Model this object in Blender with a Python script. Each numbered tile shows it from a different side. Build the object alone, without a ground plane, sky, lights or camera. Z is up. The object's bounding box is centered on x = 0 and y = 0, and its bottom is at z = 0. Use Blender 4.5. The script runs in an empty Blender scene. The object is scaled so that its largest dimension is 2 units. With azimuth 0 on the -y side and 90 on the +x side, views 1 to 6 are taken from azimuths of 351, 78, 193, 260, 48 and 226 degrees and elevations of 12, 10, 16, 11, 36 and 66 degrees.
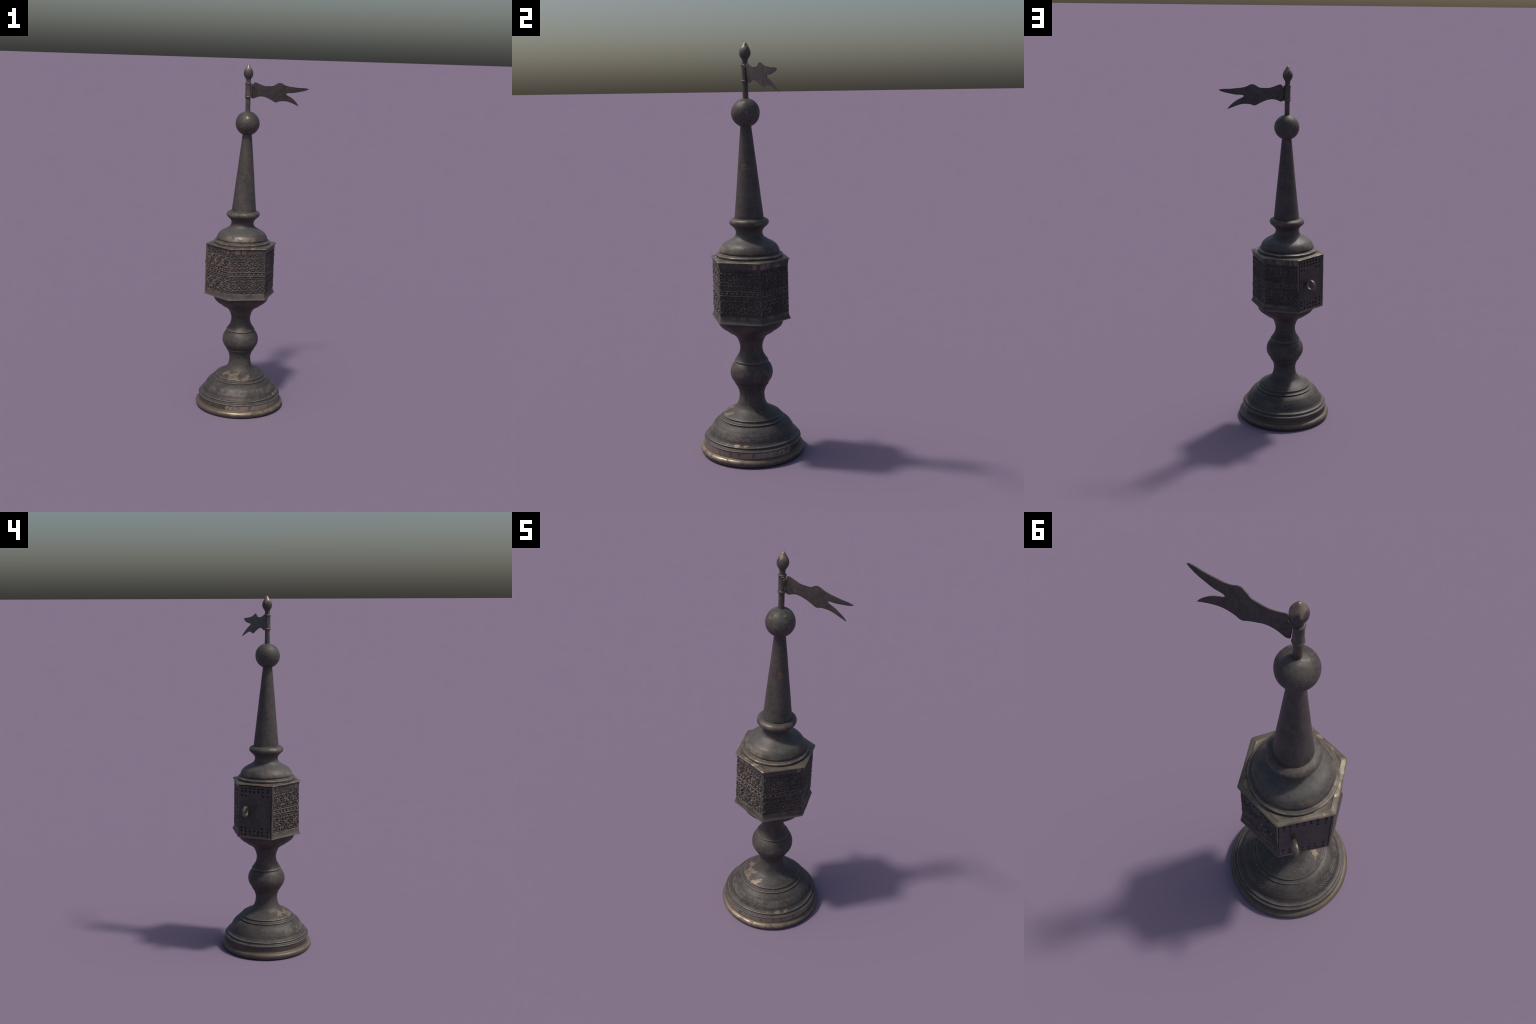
# A tarnished metal spice tower: turned foot and stem, hexagonal filigree box
# with a perforated door, domed lid, spire, ball and a swallow-tailed pennant.
import bpy, bmesh, math, random
import numpy as np
from mathutils import Vector, noise as mnoise

random.seed(7)
rng = np.random.default_rng(7)
PI = math.pi

# ------------------------------------------------------------------ materials
class Nodes:
    """small helper around a node tree"""
    def __init__(self, name):
        self.mat = bpy.data.materials.new(name)
        self.mat.use_nodes = True
        self.t = self.mat.node_tree
        self.t.nodes.clear()
        self.out = self.t.nodes.new('ShaderNodeOutputMaterial')
        self.bsdf = self.t.nodes.new('ShaderNodeBsdfPrincipled')
        self.t.links.new(self.bsdf.outputs[0], self.out.inputs[0])
        self.tc = self.t.nodes.new('ShaderNodeTexCoord')
        self.co = self.tc.outputs['Object']
        sep = self.t.nodes.new('ShaderNodeSeparateXYZ')
        self.t.links.new(self.co, sep.inputs[0])
        self.x, self.y, self.z = sep.outputs

    def put(self, sock, v):
        if isinstance(v, bpy.types.NodeSocket):
            self.t.links.new(v, sock)
        elif isinstance(v, (tuple, list)):
            sock.default_value = (*v, 1.0) if len(v) == 3 and len(sock.default_value) == 4 else v
        else:
            sock.default_value = v

    def math(self, op, a, b=0.0, clamp=False):
        n = self.t.nodes.new('ShaderNodeMath'); n.operation = op; n.use_clamp = clamp
        self.put(n.inputs[0], a); self.put(n.inputs[1], b)
        return n.outputs[0]

    def vec(self, scale=(1, 1, 1), loc=(0, 0, 0), src=None):
        n = self.t.nodes.new('ShaderNodeMapping')
        self.put(n.inputs['Vector'], src or self.co)
        n.inputs['Scale'].default_value = scale
        n.inputs['Location'].default_value = loc
        return n.outputs[0]

    def noise(self, scale, detail=3.0, rough=0.55, vec=None, dist=0.0):
        n = self.t.nodes.new('ShaderNodeTexNoise')
        self.put(n.inputs['Vector'], vec or self.co)
        n.inputs['Scale'].default_value = scale
        n.inputs['Detail'].default_value = detail
        n.inputs['Roughness'].default_value = rough
        n.inputs['Distortion'].default_value = dist
        return n.outputs['Fac']

    def step(self, v, lo, hi):
        """smooth 0..1 between lo and hi"""
        n = self.t.nodes.new('ShaderNodeMapRange'); n.interpolation_type = 'SMOOTHSTEP'
        self.put(n.inputs['Value'], v)
        n.inputs['From Min'].default_value = lo; n.inputs['From Max'].default_value = hi
        n.inputs['To Min'].default_value = 0; n.inputs['To Max'].default_value = 1
        return n.outputs[0]

    def inv(self, v):
        return self.math('SUBTRACT', 1.0, v)

    def mul(self, a, b):
        return self.math('MULTIPLY', a, b)

    def mx(self, a, b):
        return self.math('MAXIMUM', a, b)

    def band(self, v, a0, a1, b1, b0):
        return self.mul(self.step(v, a0, a1), self.inv(self.step(v, b1, b0)))

    def mix(self, f, a, b):
        n = self.t.nodes.new('ShaderNodeMix'); n.data_type = 'RGBA'
        self.put(n.inputs[0], f); self.put(n.inputs[6], a); self.put(n.inputs[7], b)
        return n.outputs[2]

    def facing(self, deg, cx=-0.0545, cy=0.001):
        """cosine of the angle round the axis between a point and direction deg"""
        a = math.radians(deg)
        dx = self.math('SUBTRACT', self.x, cx); dy = self.math('SUBTRACT', self.y, cy)
        r = self.math('SQRT', self.math('ADD', self.mul(dx, dx), self.mul(dy, dy)))
        d = self.math('ADD', self.mul(dx, math.cos(a)), self.mul(dy, math.sin(a)))
        return self.math('DIVIDE', d, self.math('MAXIMUM', r, 1e-4))

    def bump(self, h, strength, dist):
        n = self.t.nodes.new('ShaderNodeBump')
        n.inputs['Strength'].default_value = strength; n.inputs['Distance'].default_value = dist
        self.put(n.inputs['Height'], h)
        self.put(self.bsdf.inputs['Normal'], n.outputs[0])

    def finish(self, col, rough, metal, spec=0.5):
        self.put(self.bsdf.inputs['Base Color'], col)
        self.put(self.bsdf.inputs['Roughness'], rough)
        self.put(self.bsdf.inputs['Metallic'], metal)
        self.put(self.bsdf.inputs['Specular IOR Level'], spec)
        return self.mat


GREY_D = (0.046, 0.0410, 0.0385)  # both greys tinted warmer to offset blue sky reflection
GREY_L = (0.092, 0.0815, 0.0735)
BROWN = (0.095, 0.075, 0.064)
PINK = (0.150, 0.112, 0.100)
TAN = (0.265, 0.200, 0.138)
OCHRE = (0.112, 0.086, 0.054)  # ochre darkened so the groove's shading is baked into its tint


def patina(name, masks=None, brown=0.35, light=0.0, seed=0.0):
    """tarnished metal: mottled grey, brown haze, plus worn patches.
    masks(n) gives a list of (mask socket, colour, roughness, metallic)."""
    n = Nodes(name)
    v = n.vec(loc=(seed * 1.7, seed * 0.9, seed * 2.3))
    big = n.noise(9.0, 4.0, 0.6, v)
    fine = n.noise(70.0, 4.0, 0.65, v)
    speck = n.noise(260.0, 2.0, 0.5, v)
    m = n.math('ADD', n.mul(big, 0.38), n.math('ADD', n.mul(fine, 0.42), n.mul(speck, 0.20)))
    m = n.math('ADD', n.step(m, 0.38, 0.64), light, clamp=True)
    col = n.mix(m, GREY_D, GREY_L)
    haze = n.noise(14.0, 3.0, 0.6, n.vec(loc=(4 + seed, 2, 7)))
    col = n.mix(n.mul(n.step(haze, 0.46, 0.66), brown), col, BROWN)
    rough = n.math('ADD', n.mul(fine, 0.16), 0.47)
    metal = 0.12
    if masks:
        for mk, c, r, mt in masks(n):
            col = n.mix(mk, col, c)
            rough = n.math('ADD', n.mul(rough, n.inv(mk)), n.mul(mk, r))
            metal = n.math('ADD', n.mul(metal, n.inv(mk)), n.mul(mk, mt))
    n.bump(n.math('ADD', n.mul(fine, 0.6), n.mul(speck, 0.4)), 0.12, 0.002)
    return n.finish(col, rough, metal, 0.36)


def foot_masks(n):
    grain = n.noise(34.0, 5.0, 0.65)
    drips = n.noise(60.0, 4.0, 0.6, n.vec(scale=(1, 1, 0.35)))
    # worn band of the upright fillet, strongest on the +x / -y side
    side = n.step(n.math('ADD', n.facing(-40), n.mul(n.math('SUBTRACT', grain, 0.5), 1.3)), 0.25, 0.34)
    wall = n.mul(n.band(n.z, 0.040, 0.0445, 0.066, 0.071), side)
    wallcol = n.mul(wall, n.math('ADD', n.mul(n.step(drips, 0.36, 0.54), 0.7), 0.3))
    # olive brass of the groove and the rolled rim
    groove = n.band(n.z, 0.028, 0.036, 0.043, 0.052)
    rim = n.mul(n.inv(n.step(n.z, 0.030, 0.037)), n.math('ADD', n.mul(n.step(grain, 0.36, 0.56), 0.5), 0.4))
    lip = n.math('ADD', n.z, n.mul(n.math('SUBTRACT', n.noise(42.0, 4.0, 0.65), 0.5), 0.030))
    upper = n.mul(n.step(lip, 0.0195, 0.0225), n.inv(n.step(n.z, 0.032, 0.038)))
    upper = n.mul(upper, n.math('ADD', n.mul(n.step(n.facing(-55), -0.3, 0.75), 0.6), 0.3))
    shine = n.mul(upper, n.mul(n.step(n.facing(-68), 0.55, 0.95), n.step(grain, 0.40, 0.50)))  # brighter streak on one side of the rim
    # brown bloom along the tooled band, mostly on the front
    bloom = n.mul(n.band(n.z, 0.108, 0.118, 0.138, 0.152), n.step(n.noise(22.0, 5.0, 0.7), 0.42, 0.58))
    bloom = n.mul(bloom, n.math('ADD', n.mul(n.step(n.facing(-75), -0.2, 0.6), 0.7), 0.15))
    # chipped edge spots over the lower fillet
    chips = n.mul(n.band(n.z, 0.084, 0.088, 0.098, 0.104), n.mul(n.step(n.facing(-28), 0.88, 0.96), n.step(n.noise(24.0, 2.0), 0.56, 0.60)))
    edges = n.mx(n.band(n.z, 0.0708, 0.0726, 0.0760, 0.0774), n.mx(n.band(n.z, 0.0880, 0.0896, 0.0920, 0.0934), n.band(n.z, 0.1718, 0.1732, 0.1760, 0.1774)))  # pale lines drawn along the lips: edge highlights put into the colour
    edges = n.mul(edges, n.math('ADD', n.mul(n.step(grain, 0.40, 0.60), 0.4), 0.55))
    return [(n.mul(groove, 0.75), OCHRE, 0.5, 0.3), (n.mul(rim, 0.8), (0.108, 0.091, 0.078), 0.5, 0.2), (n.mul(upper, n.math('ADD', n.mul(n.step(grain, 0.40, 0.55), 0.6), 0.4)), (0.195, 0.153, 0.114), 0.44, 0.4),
            (wallcol, (0.275, 0.218, 0.178), 0.5, 0.3), (n.mul(bloom, 0.85), (0.160, 0.124, 0.108), 0.5, 0.2),  # first tint lightened: the upright fillet receives little light
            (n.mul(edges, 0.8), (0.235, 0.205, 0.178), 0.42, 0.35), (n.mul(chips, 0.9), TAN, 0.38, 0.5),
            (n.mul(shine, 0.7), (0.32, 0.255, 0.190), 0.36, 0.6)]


def stem_masks(n):
    blot = n.noise(26.0, 3.0, 0.55, n.vec(loc=(0.31, 0.12, 0.4), scale=(1, 1, 0.8)), 0.6)
    where = n.mul(n.band(n.z, 0.180, 0.19, 0.214, 0.228), n.step(n.facing(-114), 0.60, 0.92))
    flakes = n.step(n.math('ADD', blot, n.mul(where, 0.08)), 0.590, 0.615)
    flakes = n.mul(flakes, n.step(where, 0.05, 0.3))
    small = n.mul(n.step(n.noise(46.0, 2.0, 0.5), 0.70, 0.73), n.inv(n.step(n.z, 0.31, 0.33)))
    edge = n.mul(n.band(n.z, 0.1878, 0.1892, 0.1925, 0.1945), n.math('ADD', n.mul(n.step(n.noise(18.0), 0.4, 0.6), 0.5), 0.35))  # catch-light on the stem's lip, painted as a lighter ring
    return [(n.mul(edge, 0.7), (0.25, 0.195, 0.155), 0.4, 0.5), (n.mul(flakes, n.math('ADD', n.mul(n.step(n.noise(55.0, 4.0, 0.6), 0.35, 0.6), 0.45), 0.45)), (0.215, 0.162, 0.114), 0.46, 0.3),
            (n.mul(small, 0.6), (0.18, 0.135, 0.10), 0.45, 0.3)]


def knop_masks(n):
    b = n.step(n.noise(24.0, 5.0, 0.7), 0.44, 0.66)
    belly = n.mul(n.band(n.z, 0.355, 0.385, 0.42, 0.45), b)
    ring = n.band(n.z, 0.458, 0.462, 0.467, 0.473)
    rust = n.mul(n.step(n.noise(30.0, 4.0, 0.65, n.vec(scale=(1, 1, 0.5), loc=(2, 1, 0))), 0.58, 0.68), n.step(n.z, 0.47, 0.5))
    return [(n.mul(belly, 0.6), (0.135, 0.110, 0.094), 0.42, 0.3), (n.mul(ring, 0.35), (0.20, 0.17, 0.14), 0.4, 0.4),
            (n.mul(rust, 0.45), (0.115, 0.080, 0.062), 0.5, 0.1)]


def dome_masks(n):
    wav = n.math('ADD', n.z, n.mul(n.math('SUBTRACT', n.noise(13.0, 4.0, 0.6), 0.5), 0.045))
    belly = n.band(wav, 0.995, 1.008, 1.034, 1.046)
    blot = n.mul(n.step(n.noise(19.0, 5.0, 0.7), 0.42, 0.64), n.math('ADD', n.mul(n.step(n.noise(90.0, 3.0, 0.6), 0.36, 0.6), 0.6), 0.4))
    top = n.mul(n.band(wav, 1.042, 1.048, 1.075, 1.09), n.math('ADD', n.mul(n.step(n.noise(40.0, 4.0, 0.65), 0.35, 0.62), 0.6), 0.35))
    front = n.mul(n.mul(n.band(n.z, 1.008, 1.014, 1.036, 1.046), n.step(n.facing(-105, -0.061, 0.002), 0.72, 0.90)),
                  n.step(n.noise(38.0, 5.0, 0.7), 0.36, 0.60))
    bead = n.mul(n.band(n.z, 0.993, 0.996, 1.0012, 1.003), n.math('ADD', n.mul(n.step(n.noise(26.0, 4.0), 0.44, 0.6), 0.6), 0.25))
    collar = n.mul(n.band(n.z, 1.135, 1.15, 1.166, 1.174), n.step(n.noise(30.0, 4.0), 0.42, 0.62))
    return [(n.mul(top, 0.6), (0.112, 0.107, 0.100), 0.44, 0.2),
            (n.mul(n.mul(belly, blot), 0.75), (0.150, 0.120, 0.098), 0.44, 0.3),
            (n.mul(front, 0.7), (0.24, 0.19, 0.145), 0.42, 0.35),
            (n.mul(bead, 0.85), (0.25, 0.21, 0.165), 0.36, 0.45),
            (n.mul(collar, 0.65), (0.160, 0.130, 0.106), 0.4, 0.4)]


def spire_masks(n):
    spot = n.mul(n.mul(n.band(n.z, 1.404, 1.414, 1.432, 1.444), n.step(n.facing(-33, -0.051, -0.003), 0.955, 0.985)),
                 n.step(n.noise(70.0, 3.0), 0.36, 0.46))
    rust = n.step(n.noise(28.0, 4.0, 0.65, n.vec(scale=(1, 1, 0.4))), 0.60, 0.72)
    return [(n.mul(rust, 0.5), (0.10, 0.075, 0.062), 0.5, 0.1), (n.mul(spot, 0.9), (0.18, 0.10, 0.062), 0.5, 0.2)]


def ball_masks(n):
    b = n.step(n.noise(28.0, 4.0, 0.65, n.vec(loc=(0.3, 0.9, 0.2))), 0.60, 0.70)
    return [(n.mul(b, 0.75), (0.20, 0.155, 0.125), 0.38, 0.4)]


def finial_masks(n):
    # rubbed bright tip, streaky lower down
    w = n.math('ADD', n.z, n.mul(n.math('SUBTRACT', n.noise(45.0, 2.0, 0.5, n.vec(scale=(1, 1, 0.3))), 0.5), 0.14))
    tip = n.step(w, 1.964, 1.984)
    return [(n.mul(tip, 0.75), (0.29, 0.225, 0.17), 0.36, 0.5)]


def pole_masks(n):
    b = n.step(n.noise(40.0, 4.0, 0.65, n.vec(scale=(1, 1, 0.5))), 0.47, 0.62)
    return [(n.mul(b, 0.65), (0.155, 0.115, 0.095), 0.45, 0.3)]


def plate_masks(n):
    b = n.math('ADD', n.mul(n.step(n.noise(17.0, 5.0, 0.65), 0.38, 0.62), 0.65), 0.2)
    tanspot = n.mul(n.step(n.noise(28.0, 3.0, 0.6, n.vec(loc=(1, 5, 2))), 0.62, 0.67), n.step(n.facing(-120, -0.06, 0.003), -0.2, 0.6))
    return [(b, (0.175, 0.145, 0.105), 0.40, 0.45), (n.mul(tanspot, 0.8), (0.33, 0.25, 0.185), 0.36, 0.5)]


def border_masks(n):
    hatch = n.step(n.noise(58.0, 2.0, 0.5, n.vec(scale=(1, 1, 0.12))), 0.50, 0.54)
    hatch = n.mul(hatch, n.step(n.noise(11.0, 2.0), 0.36, 0.50))
    return [(n.mul(hatch, 0.85), (0.205, 0.145, 0.130), 0.5, 0.2)]


def flange_masks(n):
    b = n.mul(n.step(n.noise(20.0, 4.0, 0.65), 0.42, 0.6), n.band(n.z, 0.700, 0.708, 0.72, 0.73))
    lip = n.inv(n.step(n.z, 0.6855, 0.6905))
    return [(n.mul(b, 0.75), PINK, 0.5, 0.15), (n.mul(lip, 0.7), (0.21, 0.18, 0.135), 0.4, 0.45)]


def scroll_masks(n):
    b = n.step(n.noise(12.0, 4.0, 0.65, n.vec(loc=(3, 1, 8))), 0.42, 0.58)
    f = n.math('ADD', n.mul(n.step(n.noise(75.0, 3.0), 0.42, 0.6), 0.6), 0.35)
    return [(n.mul(b, f), (0.165, 0.122, 0.110), 0.5, 0.2)]


def door_masks(n):
    b = n.mul(n.step(n.noise(23.0, 4.0, 0.65), 0.55, 0.66), 0.5)
    low = n.mul(n.inv(n.step(n.z, 0.705, 0.73)), n.step(n.noise(30.0, 3.0), 0.45, 0.55))
    return [(b, (0.085, 0.062, 0.056), 0.5, 0.1), (n.mul(low, 0.6), PINK, 0.5, 0.2)]


MAT_FOOT = patina('tarnished_foot_metal', foot_masks, seed=0.3, light=-0.14, brown=0.55)  # tone lowered to balance the strong sun on the foot's top faces
MAT_STEM = patina('tarnished_stem_metal', stem_masks, seed=1.1, brown=0.3, light=-0.14)
MAT_KNOP = patina('tarnished_knop_metal', knop_masks, seed=2.0, brown=0.5, light=-0.20)
MAT_CUP = patina('tarnished_cup_metal', None, seed=2.6, brown=0.6, light=-0.1)
MAT_DOME = patina('tarnished_dome_metal', dome_masks, seed=3.2, light=0.08)
MAT_SPIRE = patina('tarnished_spire_metal', spire_masks, seed=4.4, brown=0.25)
MAT_BALL = patina('tarnished_ball_metal', ball_masks, seed=5.1, brown=0.3, light=0.05)
MAT_POLE = patina('tarnished_pole_metal', pole_masks, seed=6.1, brown=0.4)
MAT_FINIAL = patina('rubbed_finial_metal', finial_masks, seed=6.6, brown=0.4)
def flag_masks(n):
    b = n.step(n.noise(26.0, 4.0, 0.65), 0.50, 0.64)
    d = n.step(n.noise(38.0, 3.0, 0.6, n.vec(loc=(6, 2, 1))), 0.56, 0.66)
    return [(n.mul(b, 0.5), (0.105, 0.080, 0.070), 0.55, 0.1), (n.mul(d, 0.5), (0.034, 0.031, 0.031), 0.5, 0.1)]


MAT_FLAG = patina('dark_pennant_metal', flag_masks, seed=7.7, brown=0.55)
MAT_PLATE = patina('brassy_plate_metal', plate_masks, seed=8.2, brown=0.4)
MAT_BORDER = patina('border_metal', border_masks, seed=8.8, brown=0.5)
MAT_FLANGE = patina('flange_metal', flange_masks, seed=9.0, brown=0.4)
MAT_SCROLL = patina('filigree_metal', scroll_masks, seed=9.7, brown=0.5, light=0.28)
MAT_DOOR = patina('door_metal', door_masks, seed=10.4, brown=0.3, light=-0.25)


def simple(name, c0, c1, scale, rough, metal):
    n = Nodes(name)
    return n.finish(n.mix(n.step(n.noise(scale, 4.0, 0.6), 0.38, 0.62), c0, c1), rough, metal)


MAT_BACK = simple('dark_inner_metal', (0.042, 0.038, 0.035), (0.066, 0.058, 0.053), 60, 0.7, 0.05)  # base colour darkened to paint in cavity shade behind the openwork
MAT_STAMP = simple('stamped_metal', (0.105, 0.098, 0.090), (0.200, 0.168, 0.146), 40, 0.45, 0.2)
MAT_RING = simple('brassy_ring_metal', (0.105, 0.088, 0.068), (0.19, 0.155, 0.115), 45, 0.45, 0.4)

# ------------------------------------------------------------------ scene tree
COLL = bpy.context.scene.collection
tower = bpy.data.objects.new('spice_tower', None)
COLL.objects.link(tower)
tower['label'] = 'tall tarnished metal spice tower with filigree box and pennant'
tower['category'] = 'spice tower'


def add(name, verts, faces, mat, parent=tower, smooth=True, normals=None, kind=None, angle=None):
    me = bpy.data.meshes.new(name)
    me.from_pydata([tuple(map(float, v)) for v in verts], [], [tuple(map(int, f)) for f in faces])
    me.update()
    if smooth:
        me.polygons.foreach_set('use_smooth', [True] * len(me.polygons))
    if normals is not None:
        me.normals_split_custom_set_from_vertices([tuple(map(float, q)) for q in normals])
    elif angle is not None:
        me.set_sharp_from_angle(angle=math.radians(angle))
    me.materials.append(mat)
    ob = bpy.data.objects.new(name, me)
    COLL.objects.link(ob)
    ob.parent = parent
    if kind:
        ob['kind'] = kind
    return ob


def axis(z):
    """the tower leans a little: centre of the turned parts at height z"""
    return (np.interp(z, [0, .35, .55, 1.0, 1.1, 1.15, 1.18, 1.4, 1.67, 1.8, 1.9, 2],
                      [-.0540, -.0546, -.0557, -.0615, -.0612, -.0585, -.0545, -.0515, -.0485, -.0500, -.0506, -.0516]),
            np.interp(z, [0, .55, 1.0, 1.18, 1.67, 1.74, 1.82, 1.89, 2],
                      [.0003, .002, .0025, .002, -.0088, -.0060, -.0067, -.0070, -.0041]))


def smooth_curve(pts, k=4):
    """Catmull-Rom through control points"""
    p = np.array(pts, float)
    q = np.vstack([2 * p[0] - p[1], p, 2 * p[-1] - p[-2]])
    out = []
    for i in range(1, len(q) - 2):
        for j in range(k):
            t = j / k
            a, b, c, d = q[i - 1], q[i], q[i + 1], q[i + 2]
            out.append(0.5 * (2 * b + (c - a) * t + (2 * a - 5 * b + 4 * c - d) * t * t + (3 * b - a - 3 * c + d) * t ** 3))
    out.append(p[-1])
    return np.array(out)


def turned(segments, nseg=200, wobble=0.0008, cap_bottom=False, cap_top=False, sub=4):
    """one continuous surface of revolution, cut into named parts that share
    their border vertices and the normals of the whole"""
    rings, owner = [], []
    for si, (name, prof, mat) in enumerate(segments):
        c = smooth_curve(prof, sub)
        if si:
            c = c[1:]
        for z, r in c:
            rings.append((z, max(r, 0.0)))
            owner.append(si)
    n = len(rings)
    a = np.linspace(0, 2 * PI, nseg, endpoint=False)
    V = np.zeros((n, nseg, 3))
    for i, (z, r) in enumerate(rings):
        cx, cy = axis(z)
        w = np.array([mnoise.noise(Vector((2.2 * math.cos(t), 2.2 * math.sin(t), z * 14))) for t in a]) * wobble * min(1, r / .05)
        V[i] = np.stack([cx + (r + w) * np.cos(a), cy + (r + w) * np.sin(a), np.full(nseg, z)], 1)
    # normals from the grid
    dv = np.gradient(V, axis=0)
    du = np.roll(V, -1, 1) - np.roll(V, 1, 1)
    N = np.cross(du, dv)
    L = np.linalg.norm(N, axis=2, keepdims=True)
    N = np.where(L > 1e-12, N / np.maximum(L, 1e-12), np.array([0, 0, 1.0]))
    owner = np.array(owner)
    objs = {}
    for si, (name, prof, mat) in enumerate(segments):
        idx = np.where(owner == si)[0]
        i0, i1 = (idx[0] - 1 if si else idx[0]), idx[-1]
        vv = V[i0:i1 + 1].reshape(-1, 3); nn = N[i0:i1 + 1].reshape(-1, 3)
        m = i1 - i0 + 1
        faces = []
        for i in range(m - 1):
            for j in range(nseg):
                k = (j + 1) % nseg
                faces.append((i * nseg + j, i * nseg + k, (i + 1) * nseg + k, (i + 1) * nseg + j))
        vv = list(vv); nn = list(nn)
        if cap_bottom and si == 0:
            faces.append(tuple(reversed(range(nseg))))
        if cap_top and si == len(segments) - 1:
            faces.append(tuple(range((m - 1) * nseg, m * nseg)))
        objs[name] = add(name, vv, faces, mat, normals=nn)
    return objs


# ------------------------------------------------------------------ turned parts
FOOT = [(0.0, .247), (.004, .2530), (.010, .2570), (.018, .2588), (.026, .2572), (.032, .252), (.0350, .2465), (.037, .2415),
        (.042, .2388), (.055, .2392), (.068, .2400), (.0715, .2412), (.0745, .2418), (.0770, .2402), (.0784, .2352), (.0802, .2305),
        (.0840, .2274), (.0870, .2275), (.0890, .2290), (.0912, .2290), (.0930, .2262), (.0942, .2215), (.0965, .2172), (.100, .2142), (.106, .2105),
        (.112, .2080), (.120, .2046), (.128, .2006), (.140, .1934), (.153, .1822), (.162, .1700), (.1668, .1610), (.1690, .1556), (.1712, .1546),
        (.1740, .1580), (.1762, .1573), (.1780, .1525), (.180, .1465)]
STEM = [(.180, .1465), (.1835, .1424), (.1870, .1414), (.1892, .1428), (.1918, .1425), (.1938, .1398), (.198, .1335), (.204, .1225),
        (.2105, .1095), (.217, .0970), (.225, .0850), (.236, .0757), (.248, .0698), (.262, .0656), (.276, .0632), (.290, .0622),
        (.303, .0633), (.316, .0668), (.328, .0715), (.338, .0768), (.3432, .0815)]
KNOP = [(.3432, .0815), (.3455, .0832), (.3475, .0826), (.3490, .0822), (.352, .0840), (.360, .0898), (.372, .0975), (.386, .1030), (.400, .1052), (.414, .1045),
        (.428, .1010), (.441, .0950), (.450, .0885), (.4555, .0832), (.4580, .0806), (.4598, .0806), (.4618, .0832), (.4655, .0834), (.4685, .0812)]
NECK = [(.4685, .0812), (.473, .0780), (.480, .0732), (.489, .0672), (.500, .0615), (.512, .0576), (.524, .0560), (.537, .0558), (.550, .0580),
        (.562, .0615), (.574, .0662), (.583, .0712), (.590, .0768), (.595, .0825)]
CUP = [(.595, .0825), (.5968, .0850), (.5985, .0856), (.6015, .0910), (.6070, .1010), (.6110, .1075), (.6130, .1118), (.6150, .1128), (.619, .1172), (.625, .1270),
       (.632, .1375), (.639, .1462), (.648, .1540), (.659, .1585), (.672, .1600), (.684, .1600)]
DOME = [(.986, .1608), (.992, .1610), (.9950, .1621), (.9985, .1623), (1.0003, .1608), (1.0020, .1575), (1.0040, .1525), (1.0056, .1475), (1.0078, .1446), (1.0105, .1450),
        (1.016, .1470), (1.024, .1444), (1.033, .1400), (1.042, .1335), (1.050, .1250), (1.057, .1143), (1.063, .1030), (1.069, .0920),
        (1.075, .0825), (1.081, .0745), (1.088, .0688), (1.096, .0656), (1.104, .0645), (1.112, .0655), (1.119, .0690)]
COLLAR = [(1.119, .0690), (1.126, .0740), (1.132, .0800), (1.138, .0870), (1.143, .0920), (1.149, .0951), (1.155, .0958), (1.161, .0943),
          (1.167, .0895), (1.171, .0830), (1.1735, .0760), (1.1745, .0690)]
SPIRE = [(1.1735, .0706), (1.19, .0688), (1.28, .0597), (1.403, .0473), (1.50, .0376), (1.58, .0295), (1.604, .0270), (1.625, .0262)]
BALL = [(1.6745 - .068 * math.cos(t), .068 * math.sin(t)) for t in np.linspace(0.0, PI, 22)]
POLE = [(1.730, .0142), (1.739, .0140), (1.745, .0136), (1.80, .0135), (1.86, .0135), (1.905, .0134)]
FINIAL = [(1.900, .0132), (1.914, .0134), (1.9205, .0148), (1.9265, .0184), (1.936, .0240), (1.944, .0263), (1.952, .0270), (1.960, .0258),
          (1.9695, .0222), (1.978, .0178), (1.986, .0128), (1.9925, .0092), (1.9965, .0064), (1.9990, .0036), (2.0, .0004)]

turned([('foot', FOOT, MAT_FOOT), ('lower_stem', STEM, MAT_STEM), ('knop', KNOP, MAT_KNOP), ('upper_stem', NECK, MAT_KNOP),
        ('cup', CUP, MAT_CUP)], cap_bottom=True, cap_top=True)
turned([('dome', DOME, MAT_DOME), ('collar', COLLAR, MAT_DOME)], cap_bottom=True, cap_top=True)
turned([('spire', SPIRE, MAT_SPIRE)], nseg=128, cap_bottom=True, cap_top=True)
turned([('ball', BALL, MAT_BALL)], nseg=128, wobble=0.0006)
pole = turned([('pole', POLE, MAT_POLE)], nseg=48, cap_bottom=True, cap_top=True)['pole']
turned([('finial', FINIAL, MAT_FINIAL)], nseg=64, cap_bottom=True)
# sleeve that carries the pennant, with a rolled ring at each end
SLEEVE = [(1.814, .0138), (1.8155, .0172), (1.819, .0192), (1.8225, .0186), (1.8255, .0168), (1.83, .0164), (1.855, .0162), (1.883, .0162),
          (1.8885, .0166), (1.8915, .0184), (1.895, .0190), (1.8985, .0172), (1.9005, .0138)]
sleeve = turned([('sleeve', SLEEVE, MAT_POLE)], nseg=64, cap_bottom=True, cap_top=True)['sleeve']


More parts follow.
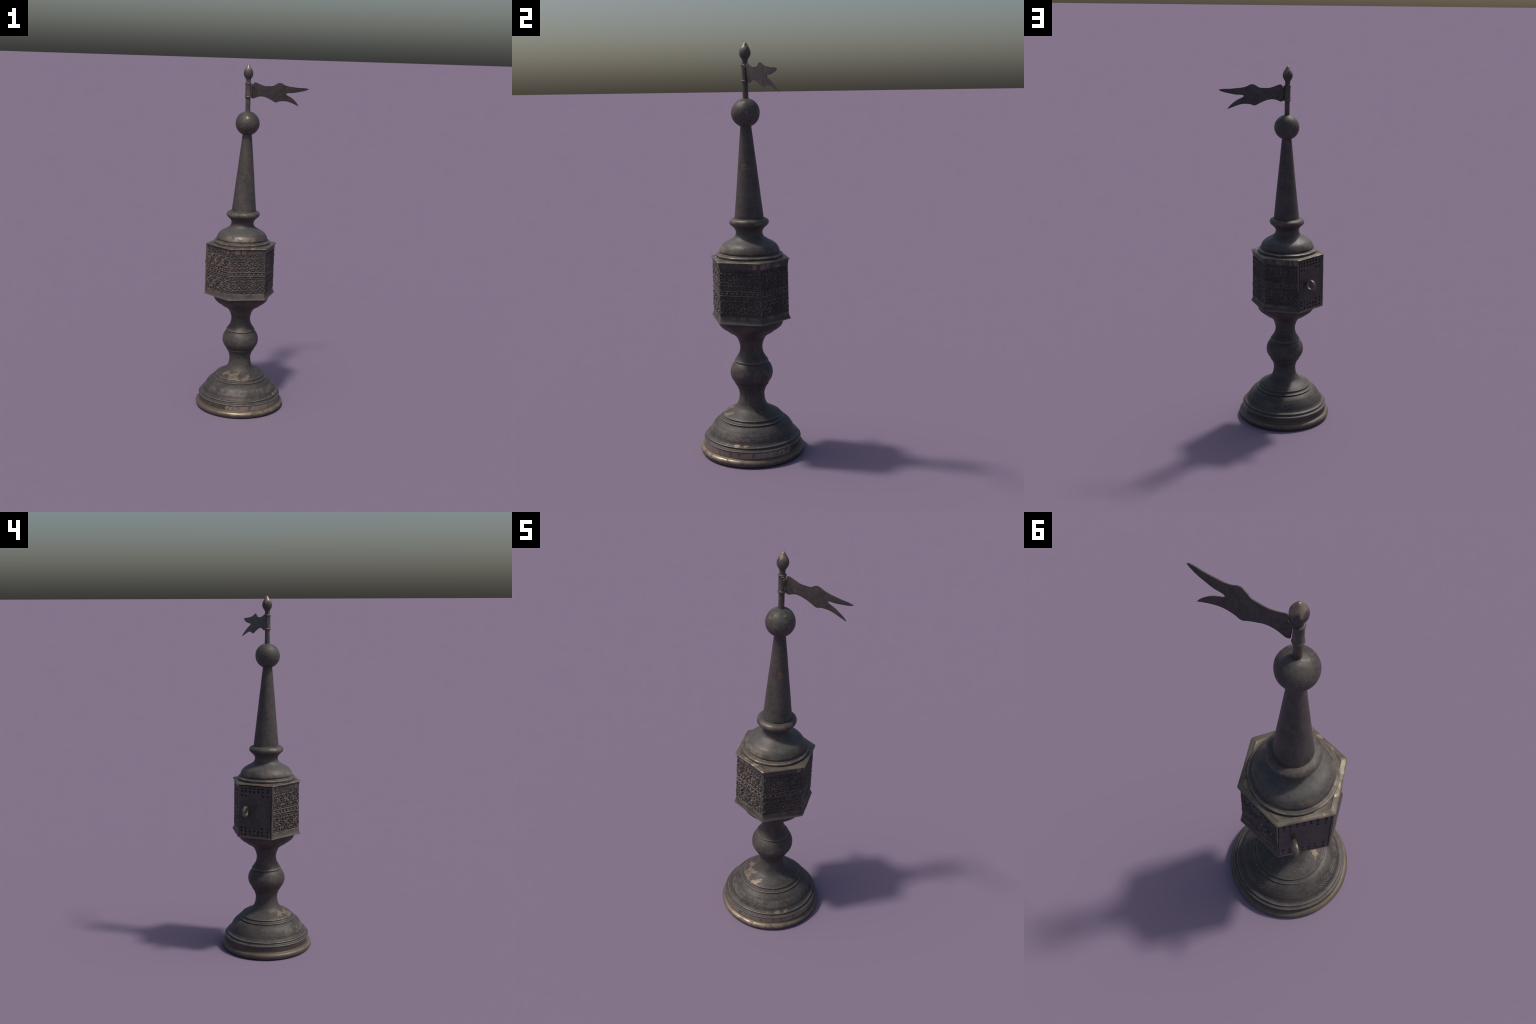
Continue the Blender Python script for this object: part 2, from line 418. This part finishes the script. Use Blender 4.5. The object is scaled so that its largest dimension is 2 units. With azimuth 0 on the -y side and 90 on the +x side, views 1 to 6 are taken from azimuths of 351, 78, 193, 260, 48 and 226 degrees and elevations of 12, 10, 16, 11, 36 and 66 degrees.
# tooled band on the foot: rows of small stamped nicks
def stamped_band():
    prof = np.array(FOOT)
    vs, fs = [], []
    rows = [(.1440, 98, 0.0, .9), (.1360, 98, 0.5, 1.0), (.1300, 98, 0.0, .7), (.1240, 98, 0.5, .95), (.1180, 98, 0.0, .7)]
    for z, cnt, ph, size in rows:
        for i in range(cnt):
            if rng.random() < .06:
                continue
            a = 2 * PI * (i + ph + rng.normal(0, .05)) / cnt
            zz = z + rng.normal(0, .0005)
            r = np.interp(zz, prof[:, 0], prof[:, 1])
            dr = (np.interp(zz + .002, prof[:, 0], prof[:, 1]) - np.interp(zz - .002, prof[:, 0], prof[:, 1])) / .004
            cx, cy = axis(zz)
            er = np.array([math.cos(a), math.sin(a), 0]); et = np.array([-math.sin(a), math.cos(a), 0])
            up = er * dr + np.array([0, 0, 1.0]); up /= np.linalg.norm(up)
            nn = np.cross(et, up)
            c = np.array([cx, cy, zz]) + er * r
            hw, hh, ht = .0056 * size * rng.uniform(.85, 1.1), .0017 * size, .0022 * size
            b = len(vs)
            K = 8
            for j in range(K):
                t = 2 * PI * j / K
                # crescent: bowed downward
                px = hw * math.cos(t); py = hh * math.sin(t) + .0016 * (px / hw) ** 2
                vs.append(c + et * px + up * py - nn * .0006)
            vs.append(c + nn * ht)
            for j in range(K):
                fs.append((b + j, b + (j + 1) % K, b + K))
    add('stamped_band', vs, fs, MAT_STAMP, smooth=True, kind='stuff')


stamped_band()

# ------------------------------------------------------------------ hexagonal box
TOPC = np.array([(-.2680, .0030), (-.1482, -.1733), (.0526, -.1713), (.1408, .0123), (.0352, .1766), (-.1645, .1790)])
BOTC = np.array([(-.2712, .0080), (-.1573, -.1726), (.0561, -.1721), (.1399, .0189), (.0290, .1818), (-.1715, .1805)])
Z_TOP, Z_BOT = .981, .6835


def corners(z, inset=0.0):
    t = (z - Z_BOT) / (Z_TOP - Z_BOT)
    P = BOTC * (1 - t) + TOPC * t
    if abs(inset) < 1e-9:
        return P
    out = []
    for i in range(6):
        p0, p1, p2 = P[i - 1], P[i], P[(i + 1) % 6]
        d1 = (p1 - p0) / np.linalg.norm(p1 - p0); d2 = (p2 - p1) / np.linalg.norm(p2 - p1)
        n1 = np.array([-d1[1], d1[0]]); n2 = np.array([-d2[1], d2[0]])     # inward (counter-clockwise order)
        # intersection of the two shifted edges
        A = np.array([n1, n2]); b = np.array([n1 @ p1 + inset, n2 @ p1 + inset])
        out.append(np.linalg.solve(A, b))
    return np.array(out)


def rounded(z, inset, rad, seg=6, side=8):
    """outline of the hexagon with rounded corners, fixed point count"""
    P = corners(z, inset)
    pts = []
    for i in range(6):
        p0, p1, p2 = P[i - 1], P[i], P[(i + 1) % 6]
        d1 = (p1 - p0) / np.linalg.norm(p1 - p0); d2 = (p2 - p1) / np.linalg.norm(p2 - p1)
        half = math.acos(np.clip(d1 @ d2, -1, 1)) / 2
        tl = rad * math.tan(half)
        a, b = p1 - d1 * tl, p1 + d2 * tl
        for k in range(seg + 1):
            t = k / seg
            pts.append((1 - t) ** 2 * a + 2 * t * (1 - t) * p1 + t * t * b)
        # straight run to the next corner
        p3 = P[(i + 2) % 6]
        d3 = (p3 - p2) / np.linalg.norm(p3 - p2)
        tl2 = rad * math.tan(math.acos(np.clip(d2 @ d3, -1, 1)) / 2)
        e = p2 - d2 * tl2
        for k in range(1, side):
            pts.append(b + (e - b) * k / side)
    return np.array(pts)


def hex_loft(name, sections, mat, cap0=False, cap1=False, parent=tower, angle=35, open_door=0):
    """sections: (z, inset, corner radius); a float radius marks a circle section"""
    rings = []
    for s in sections:
        if len(s) == 2:                                   # circle of radius s[1] at z
            ref = rounded(s[0], 0.0, .01)
            cx, cy = axis(s[0])
            d = ref - np.array([cx, cy]); d /= np.linalg.norm(d, axis=1, keepdims=True)
            ring = np.array([cx, cy]) + d * s[1]
            rings.append(np.column_stack([ring, np.full(len(ring), s[0])]))
        else:
            z, ins, rad = s[:3]
            ring = rounded(z, ins, rad)
            zz = np.full(len(ring), z)
            rings.append(np.column_stack([ring, zz]))
    m = len(rings[0])
    V = np.vstack(rings)
    # hand-beaten sheet: slight waviness
    for v in V:
        q = Vector(v) * 21
        g = .35 if (v[0] + .0612) ** 2 + (v[1] - .0025) ** 2 < .162 ** 2 else 1.0
        v[2] += .0014 * g * mnoise.noise(q + Vector((3, 1, 5)))
        v[0] += .0013 * mnoise.noise(q); v[1] += .0013 * mnoise.noise(q + Vector((9, 9, 9)))
    F = []
    for i in range(len(rings) - 1):
        for j in range(m):
            if i < open_door and j >= 76:
                continue                                  # the door takes this side
            k = (j + 1) % m
            F.append((i * m + j, i * m + k, (i + 1) * m + k, (i + 1) * m + j))
    if cap0:
        F.append(tuple(reversed(range(m))))
    if cap1:
        F.append(tuple(range((len(rings) - 1) * m, len(rings) * m)))
    return add(name, V, F, mat, parent=parent, angle=angle)


box = hex_loft('box_wall', [(.690, .0085, .005), (.72, .0085, .006), (.76, .0080, .006), (.82, .0080, .006), (.88, .0080, .006),
                            (.94, .0080, .006), (.974, .0075, .005)], MAT_BACK, True, True)
plate = hex_loft('top_plate', [(.972, .022, .004), (.9765, .004, .008), (.9785, -.0028, .014), (.9806, -.0036, .015), (.9828, -.0022, .015),
                               (.9842, .006, .013), (.9852, .0125, .014), (.9874, .0155, .014), (.9872, .018, .016), (.9862, .0200, .016), (.9880, .1600), (.9880, .150)],
                 MAT_PLATE, True, True, angle=50)
hex_loft('upper_border', [(.9485, .0080, .006), (.9495, .0058, .006), (.953, .0052, .006), (.964, .0042, .006), (.974, .0030, .006), (.9775, .0020, .006)],
         MAT_BORDER, angle=45, open_door=9)
hex_loft('lower_flange', [(.7195, .0080, .006), (.7180, .0060, .006), (.712, .0060, .006), (.705, .0055, .006), (.698, .0036, .007), (.692, .0008, .008),
                          (.6880, -.0014, .010), (.6850, -.0030, .010), (.6825, -.0018, .010), (.6815, .006, .010), (.683, .020, .01), (.684, .1500)],
         MAT_FLANGE, cap1=True, angle=60, open_door=5)


# ------------------------------------------------------------------ filigree panels
class Panel:
    """maps panel coordinates (s along the edge, z, height above the wall) to space"""
    def __init__(self, i, inset=.0066):
        self.i, self.inset = i, inset
        P = corners(.83, inset); self.L = np.linalg.norm(P[(i + 1) % 6] - P[i])

    def __call__(self, s, z, h):
        P = corners(z, self.inset)
        a, b = P[self.i], P[(self.i + 1) % 6]
        d = b - a
        t = s / self.L
        n = np.array([d[1], -d[0]]) / np.linalg.norm(d)
        h = h + .0010 * math.sin(PI * min(max(t, 0), 1))      # panels bulge a little
        q = a + d * t + n * h
        return (q[0], q[1], z)


class Relief:
    """collects half-round strokes, leaves and knobs on one panel"""
    def __init__(self):
        self.v, self.f = [], []

    def stroke(self, pts, w0, w1, h=.0034, base=-.0012, mid=None):
        p = np.array(pts, float)
        d = np.gradient(p, axis=0); d /= np.maximum(np.linalg.norm(d, axis=1, keepdims=True), 1e-9)
        nrm = np.column_stack([-d[:, 1], d[:, 0]])
        n = len(p); b = len(self.v)
        for k in range(n):
            t = k / (n - 1)
            w = w0 + (w1 - w0) * t
            if mid is not None:
                w = mid * math.sin(PI * min(max(t, .04), .96)) ** .7
            hh = base + (h - base) * min(1.0, .5 + w / .0022 * .5)
            for o, q in ((-1, base), (-.75, .62 * hh), (0, hh), (.75, .62 * hh), (1, base)):
                c = p[k] + nrm[k] * o * w
                self.v.append((c[0], c[1], q))
        for k in range(n - 1):
            for o in range(4):
                a = b + k * 5 + o
                self.f.append((a, a + 5, a + 6, a + 1))
        self.f.append((b, b + 1, b + 2, b + 3, b + 4))
        e = b + (n - 1) * 5
        self.f.append((e + 4, e + 3, e + 2, e + 1, e))

    def knob(self, c, r, h):
        b = len(self.v); K = 10
        for rr, q in ((1, -.001), (.8, .6 * h), (.4, .93 * h)):
            for j in range(K):
                t = 2 * PI * j / K
                self.v.append((c[0] + r * rr * math.cos(t), c[1] + r * rr * math.sin(t), q))
        self.v.append((c[0], c[1], h))
        for k in range(2):
            for j in range(K):
                self.f.append((b + k * K + j, b + k * K + (j + 1) % K, b + (k + 1) * K + (j + 1) % K, b + (k + 1) * K + j))
        for j in range(K):
            self.f.append((b + 2 * K + j, b + 2 * K + (j + 1) % K, b + 3 * K))


def scroll_band(R, L, z0, z1, phase, flip):
    """a running vine: an undulating stem with a volute in every bend, leaves and tendrils,
    and small leaves wherever the ground is still bare"""
    mid, H = (z0 + z1) / 2, (z1 - z0)
    m = .0016
    lam = (L - 2 * m) / rng.uniform(3.0, 3.5)
    amp = H * .15
    used = []

    def put(p, *a, **k):
        p = np.array(p)
        p[:, 1] = np.clip(p[:, 1], z0 + .0015, z1 - .0015); p[:, 0] = np.clip(p[:, 0], m * .6, L - m * .6)
        used.extend(p[::2].tolist())
        R.stroke(p, *a, **k)

    def leaf(base, heading, bend, ln, w):
        u = np.linspace(0, 1, 7)
        b = heading + bend * u
        put(np.array(base) + np.cumsum(np.column_stack([np.cos(b), np.sin(b)]) * ln / 7, axis=0), 0, 0, .0026, mid=w * 1.22)

    ss = np.linspace(m, L - m, 90)
    zs = mid + flip * amp * np.sin(2 * PI * (ss - m) / lam + phase)
    zs = zs + np.array([.0012 * mnoise.noise(Vector((q * 60, z0 * 30, phase))) for q in ss])
    put(np.column_stack([ss, zs]), .0022, .0022, .0023)
    k0 = int(math.floor(phase / PI)) - 1
    for k in range(k0, k0 + 9):
        sk = m + (k + .5 - phase / PI) * lam / 2
        if sk < m + .002 or sk > L - m - .002:
            continue
        sgn = flip * (1 if k % 2 == 0 else -1)         # the stem bows to sgn here; the volute sits in the bend
        turn = -1 if sgn > 0 else 1
        c = np.array([sk, mid - sgn * H * .17]) + rng.normal(0, .0012, 2)
        turns = rng.uniform(1.15, 1.45)
        R0 = min(H * .29, lam * .30) * rng.uniform(.92, 1.06)
        th = np.linspace(0, 2 * PI * turns, 40)
        rad = R0 * (1 - .74 * (th / th[-1]) ** .9)
        ang = (PI / 2 * sgn) + th * turn
        sp = c + np.column_stack([np.cos(ang) * rad, np.sin(ang) * rad])
        put(sp, .0027, .0017, .0029)
        # rosette in the eye of the volute
        R.knob(c, .0036, .0034)
        used.append(c.tolist())
        for q in np.arange(.12, turns, .17):
            t = q * 2 * PI
            i = int(t / th[-1] * 39)
            out = q < .95
            heading = ang[i] + (.75 if out else PI - .6) * turn + rng.normal(0, .15)
            leaf(sp[i], heading, turn * rng.uniform(.5, 1.2), H * rng.uniform(.09, .15) * (1 if out else .55), rng.uniform(.0020, .0030))
        for side in (-1, 1):
            e = np.array([sk + side * lam * rng.uniform(.14, .18), mid + sgn * H * .36])
            t2 = np.linspace(0, 2 * PI * .95, 18)
            r2 = H * rng.uniform(.08, .11) * (1 - .6 * t2 / t2[-1])
            a2 = -PI / 2 * sgn + side * sgn * t2
            put(e + np.column_stack([np.cos(a2) * r2, np.sin(a2) * r2]), .0017, .0010, .0025)
            leaf((sk + side * lam * .03, mid + sgn * H * .20), (PI / 2 * sgn) - side * sgn * .3, -side * sgn * 1.1, H * .20, .0026)
    # fill what is still bare
    for _ in range(900):
        p = np.array([rng.uniform(m, L - m), rng.uniform(z0 + .002, z1 - .002)])
        d = np.min(np.hypot(*(np.array(used) - p).T))
        if d > .0060:
            h = rng.uniform(0, 2 * PI)
            leaf(p - .004 * np.array([math.cos(h), math.sin(h)]), h, rng.choice([-1, 1]) * rng.uniform(.5, 1.6), .0110, rng.uniform(.0024, .0032))
        elif d > .0042 and rng.random() < .6:
            R.knob(p, rng.uniform(.0014, .0021), .0022)
            used.append(p.tolist())


bead_mesh = None
RAILS = ((.8415, .8475), (.8185, .8245))
for pi_ in range(5):                                       # edges A-B, B-C, C-D, D-E, E-F; the sixth holds the door
    P = Panel(pi_)
    L = P.L
    R = Relief()
    scroll_band(R, L, .8485, .9490, rng.uniform(0, PI * 2), 1)
    scroll_band(R, L, .7185, .8175, rng.uniform(0, PI * 2), -1)
    fil = add('filigree_panel', [P(*v) for v in R.v], R.f, MAT_SCROLL, angle=60)
    fil['kind'] = 'stuff'
    for z0, z1 in RAILS:
        rail = Relief()
        s = np.linspace(.001, L - .001, 40)
        zc = (z0 + z1) / 2 + np.array([.0007 * mnoise.noise(Vector((q * 40, pi_ * 3.1, z0 * 50))) for q in s])
        rail.stroke(np.column_stack([s, zc]), .0028, .0028, .0022)
        add('rail', [P(*v) for v in rail.v], rail.f, MAT_SCROLL, parent=fil, angle=60)
    nb = 8
    for k in range(nb):
        s = L * (k + .5) / nb + rng.normal(0, .0008)
        if bead_mesh is None:
            bm = bmesh.new()
            bmesh.ops.create_uvsphere(bm, u_segments=14, v_segments=9, radius=.0046)
            bead_mesh = bpy.data.meshes.new('bead')
            bm.to_mesh(bead_mesh); bm.free()
            bead_mesh.polygons.foreach_set('use_smooth', [True] * len(bead_mesh.polygons))
            bead_mesh.materials.append(simple('bead_metal', (0.105, 0.098, 0.092), (0.20, 0.16, 0.145), 90, 0.45, 0.25))
        b = bpy.data.objects.new('bead', bead_mesh)
        COLL.objects.link(b)
        b.parent = fil
        b.location = P(s, .8330 + rng.normal(0, .0006), .0004)
        b.scale = [rng.uniform(.88, 1.1)] * 3
        b.rotation_euler = (rng.uniform(0, 3), rng.uniform(0, 3), rng.uniform(0, 3))


# ------------------------------------------------------------------ corner strips
def rod(name, p0, p1, r, mat, parent=tower, n=14, rings=24, wob=.0006):
    p0, p1 = np.array(p0, float), np.array(p1, float)
    d = p1 - p0; d /= np.linalg.norm(d)
    ref = np.array([1.0, 0, 0]) if abs(d[0]) < .8 else np.array([0, 1.0, 0])
    u = np.cross(d, ref); u /= np.linalg.norm(u); w = np.cross(d, u)
    vs, fs = [], []
    for i in range(rings):
        c = p0 + (p1 - p0) * i / (rings - 1)
        q = Vector(c) * 40
        c = c + wob * np.array([mnoise.noise(q), mnoise.noise(q + Vector((5, 5, 5))), 0])
        for j in range(n):
            t = 2 * PI * j / n
            vs.append(c + r * (u * math.cos(t) + w * math.sin(t)))
    for i in range(rings - 1):
        for j in range(n):
            k = (j + 1) % n
            fs.append((i * n + j, i * n + k, (i + 1) * n + k, (i + 1) * n + j))
    fs.append(tuple(reversed(range(n)))); fs.append(tuple(range((rings - 1) * n, rings * n)))
    return add(name, vs, fs, mat, parent=parent, angle=50)


for ci in range(1, 5):
    a = corners(.717, .0086)[ci]; b = corners(.951, .0086)[ci]
    rod('corner_strip', (*a, .717), (*b, .951), .0022, MAT_SCROLL)

# ------------------------------------------------------------------ door
A0 = corners(.83, .0)[0]; F0 = corners(.83, .0)[5]
WD = np.linalg.norm(F0 - A0)


def door_pt(s, z, h):
    """door coordinates: s from the hinge corner, h outward from the plate outline"""
    C = corners(z, 0.0)
    a, f = C[0], C[5]
    d = (f - a) / np.linalg.norm(f - a)
    n = np.array([-d[1], d[0]])
    q = a + d * s + n * h
    return (q[0], q[1], z)


def door():
    s0, s1, z0, z1 = .0110, .1965, .6895, .9735
    f, bk = .0000, -.0034
    ns, nz = 14, 20
    vs, fs = [], []
    for h in (f, bk):
        for j in range(nz + 1):
            for i in range(ns + 1):
                s = s0 + (s1 - s0) * i / ns; z = z0 + (z1 - z0) * j / nz
                edge = min(i, ns - i, j, nz - j)
                hh = h - (.0008 if (edge == 0 and h == f) else 0)
                hh += .0008 * mnoise.noise(Vector((s * 22, z * 22, 1.5)))
                vs.append(door_pt(s, z, hh))
    st = ns + 1; off = st * (nz + 1)
    for j in range(nz):
        for i in range(ns):
            a = j * st + i
            fs.append((a, a + st, a + st + 1, a + 1))
            fs.append((off + a, off + a + 1, off + a + st + 1, off + a + st))
    rim = [i for i in range(st)] + [j * st + ns for j in range(1, nz + 1)] + [nz * st + i for i in range(ns - 1, -1, -1)] + [j * st for j in range(nz - 1, 0, -1)]
    for a, b in zip(rim, rim[1:] + rim[:1]):
        fs.append((a, b, off + b, off + a))
    ob = add('door', vs, fs, MAT_DOOR, smooth=False)
    bm = bmesh.new(); bm.from_mesh(ob.data); bmesh.ops.recalc_face_normals(bm, faces=bm.faces); bm.to_mesh(ob.data); bm.free()
    # punched holes: two full rows and a broken third one, above and below
    holes = []
    cols = (.0290, .0600, .0840, .1085, .1335, .1580, .1805)
    for z, use in ((.9605, range(7)), (.9440, range(7)), (.9205, (0, 1, 5, 6)), (.7025, range(7)), (.7203, range(7)), (.7405, (0, 1, 5, 6))):
        for c in use:
            holes.append((cols[c] + rng.normal(0, .0009), z + rng.normal(0, .0010), rng.uniform(.0048, .0060)))
    vs, fs = [], []
    K = 14
    for s, z, r in holes:
        b = len(vs)
        for h in (.004, -.0115):
            for j in range(K):
                t = 2 * PI * j / K
                vs.append(door_pt(s + r * math.cos(t), z + r * math.sin(t), h))
        for j in range(K):
            k = (j + 1) % K
            fs.append((b + j, b + k, b + K + k, b + K + j))
        fs.append(tuple(b + j for j in reversed(range(K)))); fs.append(tuple(b + K + j for j in range(K)))
    cut = add('punch', vs, fs, MAT_BACK, smooth=False)
    bm = bmesh.new(); bm.from_mesh(cut.data); bmesh.ops.recalc_face_normals(bm, faces=bm.faces); bm.to_mesh(cut.data); bm.free()
    md = ob.modifiers.new('holes', 'BOOLEAN'); md.operation = 'DIFFERENCE'; md.object = cut; md.solver = 'EXACT'
    dg = bpy.context.evaluated_depsgraph_get()
    me = bpy.data.meshes.new_from_object(ob.evaluated_get(dg))
    ob.modifiers.clear(); ob.data = me
    me.name = 'door'
    bpy.data.objects.remove(cut)
    return ob


dr = door()

# finger ring: a flat band standing on edge, with a short shank
def finger_ring():
    s0, zc, hc = .1455, .8400, .0372
    R_out, thick, half = .0300, .0085, .0080
    vs, fs = [], []
    n = 56
    sec = [(-half, -thick * .7), (-half * .8, 0), (-half * .35, .0012), (half * .35, .0012), (half * .8, 0), (half, -thick * .7), (half * .7, -thick), (-half * .7, -thick)]
    for i in range(n):
        t = 2 * PI * i / n
        for w, d in sec:
            r = R_out + d
            vs.append(door_pt(s0 + w, zc + r * math.sin(t), hc + r * math.cos(t)))
    m = len(sec)
    for i in range(n):
        k = (i + 1) % n
        for j in range(m):
            l = (j + 1) % m
            fs.append((i * m + j, i * m + l, k * m + l, k * m + j))
    ring = add('finger_ring', vs, fs, MAT_RING, parent=dr, angle=50)
    a = door_pt(s0, zc, -.004); b = door_pt(s0, zc, hc - R_out + .004)
    rod('shank', a, b, .0060, MAT_DOOR, parent=dr, rings=4, wob=0)


finger_ring()
# hinge: knuckled tube on the hinge corner, plus a jamb strip on the latch side
for z0, z1 in ((.6870, .7165), (.7180, .9300), (.9315, .9760)):
    a = door_pt(.0038, z0, -.0036); b = door_pt(.0038, z1, -.0036)
    rod('hinge_knuckle', a, b, .0056, MAT_PLATE, rings=16)
P5 = corners(.717, .0125)[0]; P6 = corners(.951, .0125)[0]
pa = Panel(0)
rod('door_jamb', pa(.0050, .700, .0004), pa(.0050, .955, .0004), .0030, MAT_BORDER)
pe = Panel(4)
rod('door_jamb', pe(pe.L - .0010, .692, .0010), pe(pe.L - .0010, .975, .0010), .0036, MAT_BORDER)


# ------------------------------------------------------------------ pennant
def flag_y(x, z):
    q = z - 1.85
    return .0053 + .2634 * x - .1709 * x * x - .1479 * q - .5598 * x * q


TOP = [(-.0287, 1.8850), (-.0225, 1.8930), (-.0180, 1.9000), (-.0113, 1.9021), (-.0019, 1.9), (.0225, 1.8907), (.0458, 1.8837), (.0687, 1.8830),
       (.0916, 1.8838), (.1058, 1.8888), (.1198, 1.8975), (.133, 1.9017), (.149, 1.8987), (.1643, 1.8905), (.188, 1.8837),
       (.2135, 1.8806), (.2498, 1.8764), (.2774, 1.8756), (.3008, 1.8735), (.3122, 1.8700)]
UPN = [(.1761, 1.8398), (.1800, 1.8435), (.1880, 1.8455), (.2148, 1.8460), (.244, 1.8504), (.2752, 1.8563), (.2979, 1.8628), (.3122, 1.8695)]
LON = [(.1761, 1.8398), (.1842, 1.8324), (.2064, 1.8217), (.2271, 1.8069), (.246, 1.789), (.2561, 1.775), (.2577, 1.7707)]
BOTTOM = [(-.0287, 1.8160), (-.0230, 1.8135), (-.0188, 1.812), (-.0106, 1.8144), (.0078, 1.8217), (.0265, 1.8243), (.0498, 1.821), (.0736, 1.812), (.0955, 1.8013),
          (.1088, 1.7935), (.1186, 1.791), (.128, 1.7931), (.1373, 1.7968), (.1658, 1.7991), (.1896, 1.7964), (.2161, 1.7877), (.243, 1.7768), (.2577, 1.7703)]


def lookup(ctrl, x):
    c = smooth_curve(ctrl, 5)
    return np.interp(x, c[:, 0], c[:, 1])


def pennant():
    th = .0019
    nx, ny = 56, 7
    xn = .1761
    vs, fs = [], []
    key = {}

    def vert(tag, x, z, side):
        k = (tag, side)
        if k not in key:
            # thickness tapers at the very edge
            y = flag_y(x, z)
            y += .0010 * mnoise.noise(Vector((x * 25, z * 25, 2.0)))
            key[k] = len(vs)
            vs.append((x, y + side, z))
        return key[k]

    def grid(cols, tagf):
        for i in range(len(cols) - 1):
            for j in range(len(cols[0]) - 1):
                q = [(i, j), (i + 1, j), (i + 1, j + 1), (i, j + 1)]
                pts = [cols[a][b] for a, b in q]
                f = [vert(tagf(a, b), *cols[a][b], -th) for a, b in q]
                g = [vert(tagf(a, b), *cols[a][b], th) for a, b in q]
                fs.append(tuple(f)); fs.append(tuple(reversed(g)))

    xs = np.linspace(-.0287, xn, nx)
    body = []
    for x in xs:
        zt, zb = lookup(TOP, x), lookup(BOTTOM, x)
        zm = np.interp(x, [-.0287, xn], [1.850, 1.8398])
        col = [(x, zb + (zm - zb) * k / ny) for k in range(ny)] + [(x, zm + (zt - zm) * k / ny) for k in range(ny + 1)]
        body.append(col)
    grid(body, lambda a, b: ('b', a, b) if a < nx - 1 else ('n', b))
    nt = 34
    up = []
    for i in range(nt):
        x = xn + (.3122 - xn) * (i / (nt - 1)) ** .9
        lo, hi = lookup(UPN, x), lookup(TOP, x)
        up.append([(x, lo + (hi - lo) * k / ny) for k in range(ny + 1)])
    grid(up, lambda a, b: ('n', b + ny) if a == 0 else ('u', a, b))
    low = []
    for i in range(nt):
        x = xn + (.2577 - xn) * (i / (nt - 1)) ** .9
        lo, hi = lookup(BOTTOM, x), lookup(LON, x)
        low.append([(x, lo + (hi - lo) * k / ny) for k in range(ny + 1)])
    grid(low, lambda a, b: ('n', b) if a == 0 else ('l', a, b))
    # close the rim: boundary edges of the front sheet
    front = [f for i, f in enumerate(fs) if i % 2 == 0]
    cnt = {}
    for f in front:
        for a, b in zip(f, f[1:] + f[:1]):
            cnt[(min(a, b), max(a, b))] = cnt.get((min(a, b), max(a, b)), 0) + 1
    other = {}
    for (tag, side), i in key.items():
        if side < 0:
            other[i] = key[(tag, th)]
    for f in front:
        for a, b in zip(f, f[1:] + f[:1]):
            if cnt[(min(a, b), max(a, b))] == 1:
                fs.append((b, a, other[a], other[b]))
    ob = add('pennant', vs, fs, MAT_FLAG, angle=40)
    bm = bmesh.new(); bm.from_mesh(ob.data); bmesh.ops.recalc_face_normals(bm, faces=bm.faces); bm.to_mesh(ob.data); bm.free()
    ob.data.set_sharp_from_angle(angle=math.radians(40))
    return ob


flag = pennant()


# faint chased scroll on the pennant
def chased():
    R = Relief()

    def curl(c, r0, r1, a0, turns, w):
        t = np.linspace(0, 1, 26)
        a = a0 + turns * 2 * PI * t; r = r0 + (r1 - r0) * t
        R.stroke(np.column_stack([c[0] + r * np.cos(a), c[1] + r * np.sin(a) * 1.05]), w, w * .6, .0008, base=-.0004)
    curl((.1230, 1.8660), .0215, .006, 3.6, -1.2, .0018)
    curl((.1260, 1.8560), .0300, .026, 4.2, .35, .0015)
    curl((.0900, 1.8560), .0110, .004, 1.0, 1.1, .0015)
    curl((.1180, 1.8280), .0170, .007, 3.4, .9, .0015)
    vs = [(x, flag_y(x, z) + .0010 * mnoise.noise(Vector((x * 25, z * 25, 2.0))) - .0019 - h, z) for x, z, h in R.v]
    add('chased_scroll', vs, R.f, MAT_FLAG, parent=flag, kind='stuff')


chased()


# twisted tie wire and rivet modelling the pierced hole's darkness, by the sleeve
def wire(name, pts, r, mat, parent):
    c = smooth_curve(pts, 6)
    n = 8
    vs, fs = [], []
    for i, p in enumerate(c):
        d = c[min(i + 1, len(c) - 1)] - c[max(i - 1, 0)]
        d /= np.linalg.norm(d)
        ref = np.array([0, 0, 1.0]) if abs(d[2]) < .8 else np.array([1.0, 0, 0])
        u = np.cross(d, ref); u /= np.linalg.norm(u); w = np.cross(d, u)
        for j in range(n):
            t = 2 * PI * j / n
            vs.append(p + r * (u * math.cos(t) + w * math.sin(t)))
    for i in range(len(c) - 1):
        for j in range(n):
            k = (j + 1) % n
            fs.append((i * n + j, i * n + k, (i + 1) * n + k, (i + 1) * n + j))
    fs.append(tuple(reversed(range(n)))); fs.append(tuple(range((len(c) - 1) * n, len(c) * n)))
    add(name, vs, fs, mat, parent=parent)


wire('tie_wire', [(-.040, -.020, 1.889), (-.031, -.019, 1.8925), (-.024, -.014, 1.889), (-.020, -.0085, 1.8845), (-.0185, .000, 1.886), (-.024, .006, 1.890)],
     .0019, MAT_STAMP, flag)
wire('tie_wire', [(-.034, -.017, 1.882), (-.027, -.0165, 1.8805), (-.021, -.012, 1.885), (-.0205, -.0075, 1.891)], .0018, MAT_STAMP, flag)
hole_c = (-.0135, flag_y(-.0135, 1.8690), 1.8690)
rod('hole_shade_disc', (hole_c[0], hole_c[1] - .0026, hole_c[2]), (hole_c[0], hole_c[1] + .0026, hole_c[2]), .0030, MAT_BACK, parent=flag, rings=3, wob=0)
# soldered seam between sleeve and pennant
rod('seam', (-.0305, -.0065, 1.817), (-.0310, -.0130, 1.890), .0034, MAT_FLAG, parent=flag, rings=14)
